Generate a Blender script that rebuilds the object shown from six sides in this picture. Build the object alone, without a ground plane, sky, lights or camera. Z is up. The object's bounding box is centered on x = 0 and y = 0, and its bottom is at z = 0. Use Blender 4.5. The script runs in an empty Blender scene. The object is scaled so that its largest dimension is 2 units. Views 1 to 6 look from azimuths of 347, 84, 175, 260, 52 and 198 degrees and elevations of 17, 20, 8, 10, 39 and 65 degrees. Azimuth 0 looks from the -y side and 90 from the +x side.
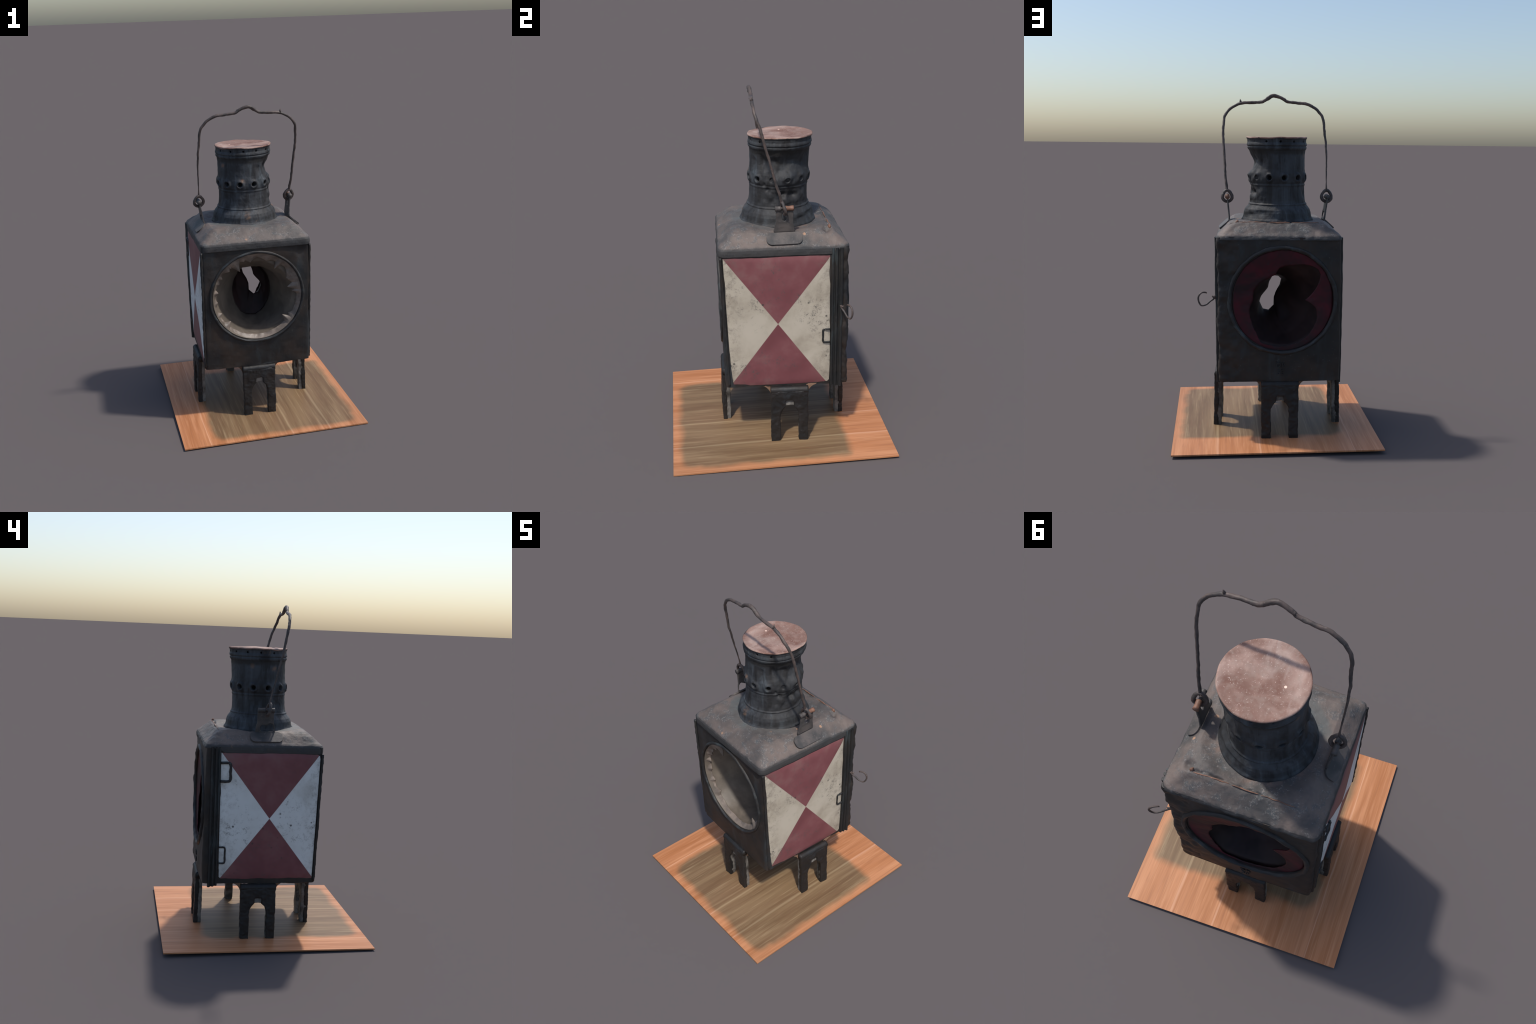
import bpy, bmesh, math, random
from math import sin, cos, pi, radians, hypot, atan2, exp
from mathutils import Vector, Matrix, noise

random.seed(7)
scene = bpy.context.scene
COL = scene.collection


# ------------------------------------------------------------------ helpers
def fbm(x, y, z, s=1.0, oct=3, seed=0.0):
    v, a, f = 0.0, 1.0, s
    for _ in range(oct):
        v += a * noise.noise(Vector((x * f + seed * 7.31, y * f - seed * 3.7, z * f + seed * 1.9)))
        a *= 0.5
        f *= 2.1
    return v


def smooth01(a, b, x):
    if a == b:
        return 0.0 if x < a else 1.0
    t = max(0.0, min(1.0, (x - a) / (b - a)))
    return t * t * (3 - 2 * t)


def lerp(a, b, t):
    return a + (b - a) * t


def interp(tab, x):
    """piecewise-linear lookup in a small table of control points"""
    if x <= tab[0][0]:
        return tab[0][1]
    for (x0, y0), (x1, y1) in zip(tab, tab[1:]):
        if x <= x1:
            return lerp(y0, y1, (x - x0) / (x1 - x0))
    return tab[-1][1]


def make_obj(name, verts, faces, mat, parent=None, smooth=True, angle=None, bevel=0.0):
    me = bpy.data.meshes.new(name)
    me.from_pydata([tuple(v) for v in verts], [], faces)
    bm = bmesh.new()
    bm.from_mesh(me)
    bmesh.ops.recalc_face_normals(bm, faces=bm.faces)
    if bevel > 0:
        eds = [e for e in bm.edges if len(e.link_faces) == 2 and e.calc_face_angle(0) > radians(35)]
        bmesh.ops.bevel(bm, geom=eds, offset=bevel, segments=2, profile=0.6, affect='EDGES')
    bm.to_mesh(me)
    bm.free()
    return finish(name, me, mat, parent, smooth, angle)


def finish(name, me, mat, parent=None, smooth=True, angle=None):
    me.materials.clear()
    me.materials.append(mat)
    me.polygons.foreach_set("use_smooth", [smooth] * len(me.polygons))
    if smooth and angle is not None:
        me.set_sharp_from_angle(angle=radians(angle))
    ob = bpy.data.objects.new(name, me)
    COL.objects.link(ob)
    if parent is not None:
        ob.parent = parent
    return ob


def apply_mods(ob, mods):
    """mods: list of (type, dict); evaluated and baked into the mesh"""
    for typ, kw in mods:
        m = ob.modifiers.new(typ, typ)
        for k, v in kw.items():
            setattr(m, k, v)
    dg = bpy.context.evaluated_depsgraph_get()
    me = bpy.data.meshes.new_from_object(ob.evaluated_get(dg))
    ob.modifiers.clear()
    old = ob.data
    ob.data = me
    bpy.data.meshes.remove(old)
    return ob


def displace(ob, fn):
    me = ob.data
    me.update()
    nrm = [v.normal.copy() for v in me.vertices]
    for v, n in zip(me.vertices, nrm):
        v.co = fn(v.co.copy(), n)
    me.update()


def rings_mesh(rings, closed=True, cap0=False, cap1=False):
    """skin a list of equally long vertex loops"""
    n = len(rings[0])
    verts = [v for r in rings for v in r]
    faces = []
    m = n if closed else n - 1
    for i in range(len(rings) - 1):
        for j in range(m):
            a, b = i * n + j, i * n + (j + 1) % n
            faces.append((a, b, b + n, a + n))
    if cap0:
        faces.append(tuple(range(n))[::-1])
    if cap1:
        faces.append(tuple(range((len(rings) - 1) * n, len(rings) * n)))
    return verts, faces


def catmull(pts, per=8, closed=False):
    P = [Vector(p) for p in pts]
    out = []
    n = len(P)
    rng = n if closed else n - 1
    for i in range(rng):
        p1, p2 = P[i % n], P[(i + 1) % n]
        p0 = P[(i - 1) % n] if (closed or i > 0) else p1 + (p1 - p2)
        p3 = P[(i + 2) % n] if (closed or i < n - 2) else p2 + (p2 - p1)
        for k in range(per):
            t = k / per
            out.append(0.5 * ((2 * p1) + (-p0 + p2) * t + (2 * p0 - 5 * p1 + 4 * p2 - p3) * t * t
                              + (-p0 + 3 * p1 - 3 * p2 + p3) * t ** 3))
    if not closed:
        out.append(P[-1])
    return out


def tube(name, pts, rad, mat, parent, segs=10, closed=False, rough=0.0, seed=0.0, flat=None):
    """tube along points; rad(t) gives the radius; flat = (axis, factor) squeezes the section"""
    n = len(pts)
    rings = []
    up = Vector((0, 1, 0.13)).normalized()
    for i, p in enumerate(pts):
        a = pts[(i - 1) % n] if (closed or i > 0) else pts[i]
        b = pts[(i + 1) % n] if (closed or i < n - 1) else pts[i]
        d = (b - a).normalized()
        s = d.cross(up)
        if s.length < 1e-4:
            s = d.cross(Vector((1, 0, 0)))
        s.normalize()
        u = s.cross(d).normalized()
        r = rad(i / max(1, n - 1))
        ring = []
        for k in range(segs):
            w = 2 * pi * k / segs
            rr = r * (1 + rough * fbm(p.x, p.y, p.z + k * 0.05, 38, 2, seed))
            cu = flat if flat else 1.0
            ring.append(p + s * cos(w) * rr + u * sin(w) * rr * cu)
        rings.append(ring)
    if closed:
        rings.append(rings[0])
        v, f = rings_mesh(rings)
        ob = make_obj(name, v, f, mat, parent)
        bm = bmesh.new()
        bm.from_mesh(ob.data)
        bmesh.ops.remove_doubles(bm, verts=bm.verts, dist=1e-6)
        bm.to_mesh(ob.data)
        bm.free()
        return ob
    v, f = rings_mesh(rings, True, True, True)
    return make_obj(name, v, f, mat, parent)


def rounded_quad(corners, rad, n_side=60, n_cor=10):
    """counter-clockwise quad outline with rounded corners, as 2D points"""
    C = [Vector(c) for c in corners]
    out = []
    k = len(C)
    for i in range(k):
        p, c, q = C[i - 1], C[i], C[(i + 1) % k]
        d0, d1 = (p - c).normalized(), (q - c).normalized()
        a, b = c + d0 * rad, c + d1 * rad
        for j in range(n_cor + 1):
            t = j / n_cor
            out.append((1 - t) ** 2 * a + 2 * t * (1 - t) * c + t * t * b)
        c2 = C[(i + 1) % k]
        e = c2 + (c - c2).normalized() * rad
        for j in range(1, n_side):
            out.append(b.lerp(e, j / n_side))
    return out


# ---------------------------------------------------------------- materials
class NT:
    def __init__(self, name):
        self.mat = bpy.data.materials.new(name)
        self.mat.use_nodes = True
        self.t = self.mat.node_tree
        self.bsdf = self.t.nodes["Principled BSDF"]
        self.tc = self.t.nodes.new("ShaderNodeTexCoord")
        self.pos = self.tc.outputs["Object"]
        sep = self.t.nodes.new("ShaderNodeSeparateXYZ")
        self.link(self.pos, sep.inputs[0])
        self.x, self.y, self.z = sep.outputs

    def link(self, a, b):
        self.t.links.new(a, b)

    def _in(self, sock, v):
        if isinstance(v, (int, float)):
            sock.default_value = v
        elif isinstance(v, (tuple, list)):
            sock.default_value = tuple(v) if len(v) == 4 or sock.type == 'VECTOR' else (*v, 1.0)
        else:
            self.link(v, sock)

    def math(self, op, a, b=0.0, c=None):
        n = self.t.nodes.new("ShaderNodeMath")
        n.operation = op
        self._in(n.inputs[0], a)
        self._in(n.inputs[1], b)
        if c is not None:
            self._in(n.inputs[2], c)
        return n.outputs[0]

    def mapping(self, scale=(1, 1, 1), loc=(0, 0, 0)):
        n = self.t.nodes.new("ShaderNodeMapping")
        self.link(self.pos, n.inputs["Vector"])
        n.inputs["Scale"].default_value = scale
        n.inputs["Location"].default_value = loc
        return n.outputs[0]

    def noise(self, scale=5, detail=4, rough=0.55, dist=0.0, stretch=(1, 1, 1), loc=(0, 0, 0)):
        n = self.t.nodes.new("ShaderNodeTexNoise")
        self.link(self.mapping(stretch, loc), n.inputs["Vector"])
        n.inputs["Scale"].default_value = scale
        n.inputs["Detail"].default_value = detail
        n.inputs["Roughness"].default_value = rough
        n.inputs["Distortion"].default_value = dist
        return n.outputs["Fac"]

    def voronoi(self, scale=5, loc=(0, 0, 0)):
        n = self.t.nodes.new("ShaderNodeTexVoronoi")
        self.link(self.mapping((1, 1, 1), loc), n.inputs["Vector"])
        n.inputs["Scale"].default_value = scale
        return n.outputs["Distance"]

    def band(self, v, lo, hi):
        """0 below lo, 1 above hi, smooth"""
        n = self.t.nodes.new("ShaderNodeMapRange")
        n.interpolation_type = 'SMOOTHSTEP'
        self._in(n.inputs[0], v)
        inv = lo > hi
        n.inputs[1].default_value = min(lo, hi)
        n.inputs[2].default_value = max(lo, hi)
        n.inputs[3].default_value = 1.0 if inv else 0.0
        n.inputs[4].default_value = 0.0 if inv else 1.0
        return n.outputs[0]

    def mix(self, fac, a, b, mode='MIX'):
        n = self.t.nodes.new("ShaderNodeMix")
        n.data_type = 'RGBA'
        n.blend_type = mode
        n.clamp_factor = True
        self._in(n.inputs[0], fac)
        self._in(n.inputs[6], a)
        self._in(n.inputs[7], b)
        return n.outputs[2]

    def bump(self, h, strength=0.3, dist=0.01):
        n = self.t.nodes.new("ShaderNodeBump")
        n.inputs["Strength"].default_value = strength
        n.inputs["Distance"].default_value = dist
        self.link(h, n.inputs["Height"])
        self.link(n.outputs[0], self.bsdf.inputs["Normal"])

    def out(self, col, rough=0.6, spec=0.35, metal=0.0):
        self._in(self.bsdf.inputs["Base Color"], col)
        self._in(self.bsdf.inputs["Roughness"], rough)
        self._in(self.bsdf.inputs["Specular IOR Level"], spec)
        self._in(self.bsdf.inputs["Metallic"], metal)
        return self.mat


def mat_paint_black(name, base=(0.030, 0.028, 0.027), alt=(0.052, 0.062, 0.066), brown=(0.060, 0.042, 0.032),
                    streak=True, spec=0.4):
    m = NT(name)
    n1 = m.noise(6, 5, 0.6)
    n2 = m.noise(9, 4, 0.6, 0.4, (1.6, 1.6, 0.35) if streak else (1, 1, 1), (3, 1, 2))
    n3 = m.noise(60, 3, 0.6)
    c = m.mix(m.band(n1, 0.35, 0.7), base, brown)
    c = m.mix(m.math('MULTIPLY', m.band(n2, 0.48, 0.75), 0.8), c, alt)
    c = m.mix(m.math('MULTIPLY', m.band(n3, 0.62, 0.8), 0.35), c, (0.11, 0.105, 0.10))
    m.bump(m.math('ADD', n3, m.math('MULTIPLY', n1, 2.0)), 0.25, 0.004)
    return m.out(c, m.math('MULTIPLY_ADD', n1, 0.3, 0.42), spec)


def mat_roof():
    m = NT("roof_dusty_metal")
    n1 = m.noise(5, 5, 0.6, 0.3)
    n2 = m.noise(22, 4, 0.65, 0, (1, 1, 1), (4, 2, 9))
    n3 = m.noise(120, 3, 0.7, 0, (1, 1, 1), (1, 5, 3))
    c = m.mix(m.band(n1, 0.3, 0.68), (0.062, 0.058, 0.056), (0.150, 0.116, 0.100))
    c = m.mix(m.math('MULTIPLY', m.band(n2, 0.48, 0.70), 0.7), c, (0.070, 0.080, 0.085))
    # pale speckle of settled dust and pitting
    c = m.mix(m.math('MULTIPLY', m.band(n3, 0.50, 0.68), m.band(n2, 0.44, 0.62)), c, (0.195, 0.172, 0.158))
    # blue-green bloom round the foot of the chimney, front half
    dx = m.math('ADD', m.x, 0.022)
    dy = m.math('SUBTRACT', m.y, 0.03)
    r = m.math('SQRT', m.math('ADD', m.math('POWER', dx, 2.0), m.math('POWER', dy, 2.0)))
    rn = m.math('ADD', r, m.math('MULTIPLY', m.math('SUBTRACT', n2, 0.5), 0.06))
    ring = m.math('MULTIPLY', m.band(rn, 0.275, 0.245), m.band(m.y, 0.02, -0.08))
    c = m.mix(m.math('MULTIPLY', m.math('MULTIPLY', ring, m.band(n1, 0.35, 0.6)), 0.6), c, (0.080, 0.100, 0.102))
    # bare copper round the chimney foot on the far side
    ring2 = m.math('MULTIPLY', m.band(rn, 0.245, 0.218), m.band(m.y, 0.06, 0.14))
    c = m.mix(m.math('MULTIPLY', m.math('MULTIPLY', ring2, m.band(n1, 0.4, 0.6)), 0.55), c, (0.24, 0.125, 0.08))
    # rubbed corners
    v = m.voronoi(9, (0.3, 0.1, 0.2))
    c = m.mix(m.math('MULTIPLY', m.band(v, 0.13, 0.06), m.band(n2, 0.5, 0.58)), c, (0.36, 0.21, 0.13))
    # darker painted skirt
    wob = m.math('ADD', m.z, m.math('MULTIPLY', m.math('SUBTRACT', n2, 0.5), 0.03))
    c = m.mix(m.math('MULTIPLY', m.band(wob, 1.196, 1.180), 0.85), c, (0.034, 0.035, 0.036))
    m.bump(m.math('ADD', n3, n2), 0.3, 0.004)
    return m.out(c, m.math('MULTIPLY_ADD', n2, 0.25, 0.5), 0.35)


def mat_chimney():
    m = NT("chimney_dark_metal")
    n1 = m.noise(7, 5, 0.6, 0.4)
    n2 = m.noise(16, 4, 0.6, 0.3, (1.5, 1.5, 0.16), (2, 7, 1))
    n3 = m.noise(70, 3, 0.65)
    c = m.mix(m.band(n1, 0.32, 0.7), (0.026, 0.026, 0.028), (0.056, 0.061, 0.068))
    c = m.mix(m.math('MULTIPLY', m.band(n2, 0.50, 0.74), 0.7), c, (0.088, 0.105, 0.118))
    c = m.mix(m.math('MULTIPLY', m.band(n2, 0.50, 0.36), 0.8), c, (0.016, 0.0155, 0.016))
    # +x flank darkened in the colour, painting in the scan's baked shade
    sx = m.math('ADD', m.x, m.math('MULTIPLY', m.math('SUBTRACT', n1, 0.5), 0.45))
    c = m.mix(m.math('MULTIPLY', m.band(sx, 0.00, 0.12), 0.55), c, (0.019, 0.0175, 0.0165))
    # soot band under the cap collar
    zz = m.math('ADD', m.z, m.math('MULTIPLY', m.math('SUBTRACT', n2, 0.5), 0.07))
    soot = m.math('MULTIPLY', m.band(zz, 1.63, 1.655), m.band(m.z, 1.675, 1.66))
    c = m.mix(m.math('MULTIPLY', soot, 0.8), c, (0.020, 0.018, 0.016))
    v = m.voronoi(8, (0.9, 0.4, 0.0))
    c = m.mix(m.math('MULTIPLY', m.band(v, 0.22, 0.1), m.math('MULTIPLY', m.band(n1, 0.5, 0.6), 0.7)), c, (0.20, 0.115, 0.07))
    m.bump(m.math('ADD', n3, m.math('MULTIPLY', n2, 2.0)), 0.3, 0.004)
    return m.out(c, m.math('MULTIPLY_ADD', n1, 0.25, 0.5), 0.3)


def mat_cap():
    m = NT("cap_dusty_copper")
    n1 = m.noise(6, 4, 0.55, 0.5)
    n2 = m.noise(28, 4, 0.65, 0, (1, 1, 1), (3, 3, 0))
    n3 = m.noise(160, 2, 0.6)
    n4 = m.noise(9, 4, 0.6, 0.8, (1.0, 0.35, 1), (6, 2, 0))
    c = m.mix(m.band(n1, 0.34, 0.64), (0.170, 0.082, 0.060), (0.40, 0.270, 0.222))
    c = m.mix(m.math('MULTIPLY', m.band(n4, 0.5, 0.68), 0.6), c, (0.43, 0.345, 0.30))
    c = m.mix(m.math('MULTIPLY', m.band(n4, 0.48, 0.34), 0.5), c, (0.20, 0.115, 0.088))
    c = m.mix(m.math('MULTIPLY', m.band(n2, 0.45, 0.7), 0.45), c, (0.28, 0.205, 0.17))
    c = m.mix(m.math('MULTIPLY', m.band(n3, 0.62, 0.72), 0.5), c, (0.62, 0.50, 0.44))
    dx = m.math('ADD', m.x, 0.10)
    dy = m.math('SUBTRACT', m.y, 0.055)
    r = m.math('SQRT', m.math('ADD', m.math('POWER', dx, 2.0), m.math('POWER', dy, 2.0)))
    c = m.mix(m.band(r, 0.0065, 0.0045), c, (0.9, 0.62, 0.5))
    m.bump(m.math('ADD', n2, n3), 0.2, 0.003)
    return m.out(c, 0.7, 0.3)


def mat_side_paint(name, cy, cz, hw_top, h_top, hw_bot, h_bot, grime, seed, w0, w1):
    """white panel with an hourglass of two red triangles meeting at (cy, cz)"""
    m = NT(name)
    dy = m.math('ABSOLUTE', m.math('SUBTRACT', m.y, cy))
    dz = m.math('SUBTRACT', m.z, cz)
    top = m.math('SUBTRACT', m.math('MULTIPLY', dz, hw_top / h_top), dy)
    bot = m.math('SUBTRACT', m.math('MULTIPLY', dz, -hw_bot / h_bot), dy)
    d = m.math('MAXIMUM', top, bot)
    red = m.band(d, -0.0022, 0.0022)
    n1 = m.noise(5, 5, 0.6, 0.2, (1, 1, 1), (seed, 0, 0))
    n2 = m.noise(26, 5, 0.75, 0.3, (1, 1, 1), (0, seed, 0))
    n3 = m.noise(110, 3, 0.7, 0, (1, 1, 1), (0, 0, seed))
    white = m.mix(m.band(n1, 0.35, 0.7), w0, w1)
    redc = m.mix(m.band(n1, 0.3, 0.7), (0.155, 0.050, 0.055), (0.205, 0.074, 0.079))
    c = m.mix(red, white, redc)
    # grime: clustered black specks, thicker near the vertical edges
    cl = m.noise(4.5, 3, 0.5, 0, (1, 1, 1), (seed, seed, 1))
    edge = m.band(m.math('ABSOLUTE', m.math('SUBTRACT', m.y, cy)), 0.17, 0.285)
    amt = m.math('ADD', m.band(cl, 0.44, 0.66), m.math('MULTIPLY', edge, 0.40))
    sp = m.math('MULTIPLY', m.band(n2, 0.48, 0.66), m.band(n3, 0.44, 0.60))
    c = m.mix(m.math('MULTIPLY', m.math('MULTIPLY', sp, amt), grime), c, (0.07, 0.07, 0.066))
    # chips down to dark metal
    v = m.voronoi(17, (seed, 0.2, 0.7))
    chips = m.math('MULTIPLY', m.band(m.math('ADD', v, m.math('MULTIPLY', n2, 0.12)), 0.20, 0.13), m.band(m.math('ADD', cl, m.math('MULTIPLY', edge, 0.12)), 0.56, 0.62))
    c = m.mix(m.math('MULTIPLY', chips, 0.85), c, (0.045, 0.042, 0.04))
    c = m.mix(m.math('MULTIPLY', m.band(n1, 0.50, 0.75), 0.35 * grime), c, (0.20, 0.17, 0.14))
    c = m.mix(m.math('MULTIPLY', m.math('MULTIPLY', edge, m.band(n2, 0.42, 0.62)), 0.4 * grime), c, (0.16, 0.13, 0.105))
    m.bump(n2, 0.15, 0.003)
    return m.out(c, 0.5, 0.35)


def mat_wood():
    m = NT("wood_veneer")
    g1 = m.noise(5, 4, 0.6, 0.6, (3.0, 0.16, 1), (0, 0, 0))
    g2 = m.noise(26, 5, 0.65, 0.3, (3.0, 0.10, 1), (2, 0, 0))
    g3 = m.noise(90, 3, 0.6, 0.0, (2.2, 0.06, 1), (5, 0, 0))
    big = m.noise(1.6, 2, 0.5, 0, (1.5, 0.5, 1))
    # warm open boards
    a = m.mix(m.band(g1, 0.3, 0.7), (0.37, 0.140, 0.052), (0.52, 0.230, 0.108))
    a = m.mix(m.math('MULTIPLY', m.band(g2, 0.48, 0.72), 0.55), a, (0.60, 0.30, 0.155))
    a = m.mix(m.math('MULTIPLY', m.band(g2, 0.48, 0.30), 0.5), a, (0.30, 0.12, 0.058))
    # olive-brown patch the lantern stands in
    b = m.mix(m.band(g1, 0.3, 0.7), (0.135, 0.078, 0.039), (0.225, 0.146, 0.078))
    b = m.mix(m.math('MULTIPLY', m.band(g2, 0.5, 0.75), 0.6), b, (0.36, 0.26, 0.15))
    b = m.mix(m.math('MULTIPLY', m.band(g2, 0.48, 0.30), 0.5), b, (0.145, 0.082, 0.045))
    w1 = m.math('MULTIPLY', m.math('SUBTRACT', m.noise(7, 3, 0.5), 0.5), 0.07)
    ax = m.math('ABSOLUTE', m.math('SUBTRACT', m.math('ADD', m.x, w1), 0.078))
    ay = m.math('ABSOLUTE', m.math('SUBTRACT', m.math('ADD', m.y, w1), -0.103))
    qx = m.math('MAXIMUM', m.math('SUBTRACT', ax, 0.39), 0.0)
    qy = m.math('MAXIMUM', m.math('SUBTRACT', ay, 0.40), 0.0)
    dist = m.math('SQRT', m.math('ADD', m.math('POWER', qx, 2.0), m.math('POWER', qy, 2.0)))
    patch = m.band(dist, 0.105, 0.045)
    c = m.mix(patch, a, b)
    # two pale lines in the veneer
    for xx, w, s in ((-0.425, 0.006, 0.32), (0.10, 0.010, 0.35), (0.335, 0.012, 0.35)):
        xo = m.math('ADD', m.x, m.math('MULTIPLY', m.math('SUBTRACT', g1, 0.5), 0.04))
        ln = m.band(m.math('ABSOLUTE', m.math('SUBTRACT', xo, xx)), w, w * 0.2)
        c = m.mix(m.math('MULTIPLY', ln, s), c, m.mix(patch, (0.78, 0.45, 0.29), (0.42, 0.32, 0.19)))
    c = m.mix(m.math('MULTIPLY', m.band(g3, 0.55, 0.7), 0.25), c, (0.25, 0.12, 0.065))
    c = m.mix(m.math('MULTIPLY', m.band(big, 0.5, 0.7), 0.2), c, (0.24, 0.13, 0.075))
    m.bump(g2, 0.06, 0.002)
    return m.out(c, 0.5, 0.25)


def mat_simple(name, c0, c1, scale=14, rough=0.6, spec=0.3, bump=0.2, speck=None):
    m = NT(name)
    n1 = m.noise(scale, 5, 0.6, 0.3)
    n2 = m.noise(scale * 5, 3, 0.6)
    c = m.mix(m.band(n1, 0.32, 0.68), c0, c1)
    if speck:
        c = m.mix(m.math('MULTIPLY', m.band(n2, 0.58, 0.72), 0.6), c, speck)
    m.bump(m.math('ADD', n1, n2), bump, 0.004)
    return m.out(c, rough, spec)


M_BLACK = mat_paint_black("black_paint", (0.013, 0.0125, 0.0125), (0.028, 0.033, 0.036), (0.034, 0.0225, 0.0165))
M_IRON = mat_paint_black("iron_foot_paint", (0.011, 0.0105, 0.0105), (0.020, 0.022, 0.024), (0.018, 0.014, 0.012))
M_RAIL = mat_paint_black("rail_paint", (0.014, 0.0145, 0.015), (0.062, 0.084, 0.089), (0.022, 0.019, 0.017))
M_BEZEL = mat_paint_black("bezel_paint", (0.018, 0.018, 0.019), (0.075, 0.092, 0.098), (0.024, 0.021, 0.019), False)
M_ROOF = mat_roof()
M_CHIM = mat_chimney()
M_CAP = mat_cap()
M_PANEL_R = mat_side_paint("panel_paint_shade_tinted", -0.013, 0.744, 0.289, 0.388, 0.279, 0.386, 0.85, 1.7, (0.47, 0.415, 0.335), (0.36, 0.31, 0.24))  # white toned down and warmed to carry the scan's dim +x side
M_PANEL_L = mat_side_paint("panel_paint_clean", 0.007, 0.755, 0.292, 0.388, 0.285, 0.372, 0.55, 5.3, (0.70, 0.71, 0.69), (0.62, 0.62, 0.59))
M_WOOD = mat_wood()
M_WIRE = mat_simple("handle_rusty_wire", (0.040, 0.036, 0.035), (0.115, 0.082, 0.070), 16, 0.55, 0.4, 0.3, (0.17, 0.13, 0.12))
M_COPPER = mat_simple("worn_copper", (0.12, 0.062, 0.042), (0.25, 0.125, 0.080), 20, 0.55, 0.4)
M_CREAM = mat_simple("reflector_enamel", (0.098, 0.081, 0.066), (0.165, 0.136, 0.108), 7, 0.5, 0.3, 0.25, (0.085, 0.07, 0.058))
M_SHARD = mat_simple("clouded_glass", (0.125, 0.102, 0.085), (0.225, 0.180, 0.148), 16, 0.45, 0.35, 0.3, (0.10, 0.08, 0.07))
M_DARK = mat_simple("soot_interior", (0.016, 0.0085, 0.0085), (0.034, 0.017, 0.016), 7, 0.6, 0.25)
M_HOLE = mat_simple("vent_black", (0.006, 0.006, 0.006), (0.010, 0.010, 0.010), 9, 0.9, 0.05)
M_LENS = mat_simple("red_glass", (0.020, 0.009, 0.011), (0.080, 0.007, 0.015), 6, 0.55, 0.25, 0.15, (0.026, 0.020, 0.024))
M_BRACKET = mat_simple("bracket_metal", (0.042, 0.041, 0.041), (0.100, 0.085, 0.078), 10, 0.55, 0.35, 0.25, (0.12, 0.105, 0.098))
M_PALE = mat_simple("bare_sheet", (0.05, 0.046, 0.042), (0.20, 0.185, 0.165), 14, 0.6, 0.3)
M_UNDER = mat_simple("rust_underside", (0.10, 0.060, 0.040), (0.26, 0.155, 0.10), 11, 0.7, 0.3)

# -------------------------------------------------------------- wooden board
BX, BY = 0.590, 0.6255


def board_top(x, y):
    u, v = (x / BX + 1) / 2, (y / BY + 1) / 2
    return lerp(lerp(0.013, 0.008, u), lerp(0.026, 0.019, u), v)


nx, ny = 60, 60
verts, faces = [], []
for layer in (0, 1):
    for j in range(ny + 1):
        for i in range(nx + 1):
            x, y = lerp(-BX, BX, i / nx), lerp(-BY, BY, j / ny)
            z = board_top(x, y) + (0.0008 * fbm(x, y, 0, 5, 2) if 0 < i < nx and 0 < j < ny else 0)
            verts.append((x, y, z if layer == 0 else board_top(x, y) - 0.008))
N1 = (nx + 1) * (ny + 1)
for j in range(ny):
    for i in range(nx):
        a = j * (nx + 1) + i
        q = (a, a + 1, a + nx + 2, a + nx + 1)
        faces.append(q)
        faces.append(tuple(N1 + k for k in reversed(q)))
edge = [i for i in range(nx + 1)] + [j * (nx + 1) + nx for j in range(1, ny + 1)] \
    + [ny * (nx + 1) + i for i in range(nx - 1, -1, -1)] + [j * (nx + 1) for j in range(ny - 1, 0, -1)]
for a, b in zip(edge, edge[1:] + edge[:1]):
    faces.append((a, N1 + a, N1 + b, b))
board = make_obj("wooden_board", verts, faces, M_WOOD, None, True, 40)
board["label"] = "thin square orange wood board with olive-brown patch"
board["category"] = "wooden board"

# ------------------------------------------------------------------- lantern
root = bpy.data.objects.new("signal_lantern", None)
root.empty_display_size = 0.1
root.location = (0, 0, 0)
COL.objects.link(root)
root["label"] = "old dented black metal railway lantern with red-white side panels"
root["category"] = "lantern"

# ---- housing: lofted box with a round tunnel from front to back
BOT = [(-0.382, -0.290), (0.301, -0.308), (0.328, 0.376), (-0.362, 0.392)]
TOP = [(-0.374, -0.300), (0.310, -0.322), (0.341, 0.373), (-0.362, 0.388)]
Z0, Z1 = 0.358, 1.180
OC = Vector((-0.032, 0.0, 0.824))      # axis of the round openings


def wall_corner(i, z):
    t = (z - Z0) / (Z1 - Z0)
    return Vector(BOT[i]).lerp(Vector(TOP[i]), t)


def belly(p, z):
    """the four sheets bulge a little in the middle"""
    h = max(0.0, 1 - ((z - 0.77) / 0.44) ** 2)
    cx, cy = -0.02, 0.04
    q = p.copy()
    kx = max(0.0, 1 - ((p.y - cy) / 0.34) ** 2)
    ky = max(0.0, 1 - ((p.x - cx) / 0.35) ** 2)
    if abs(p.x - cx) > 0.25:
        q.x += (0.004 if p.x > 0 else -0.007) * kx * h * smooth01(0.25, 0.30, abs(p.x - cx))
    if abs(p.y - cy) > 0.25:
        q.y += (0.012 if p.y > 0 else -0.003) * ky * (0.45 + 0.55 * h) * smooth01(0.25, 0.30, abs(p.y - cy))
    return q


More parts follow.
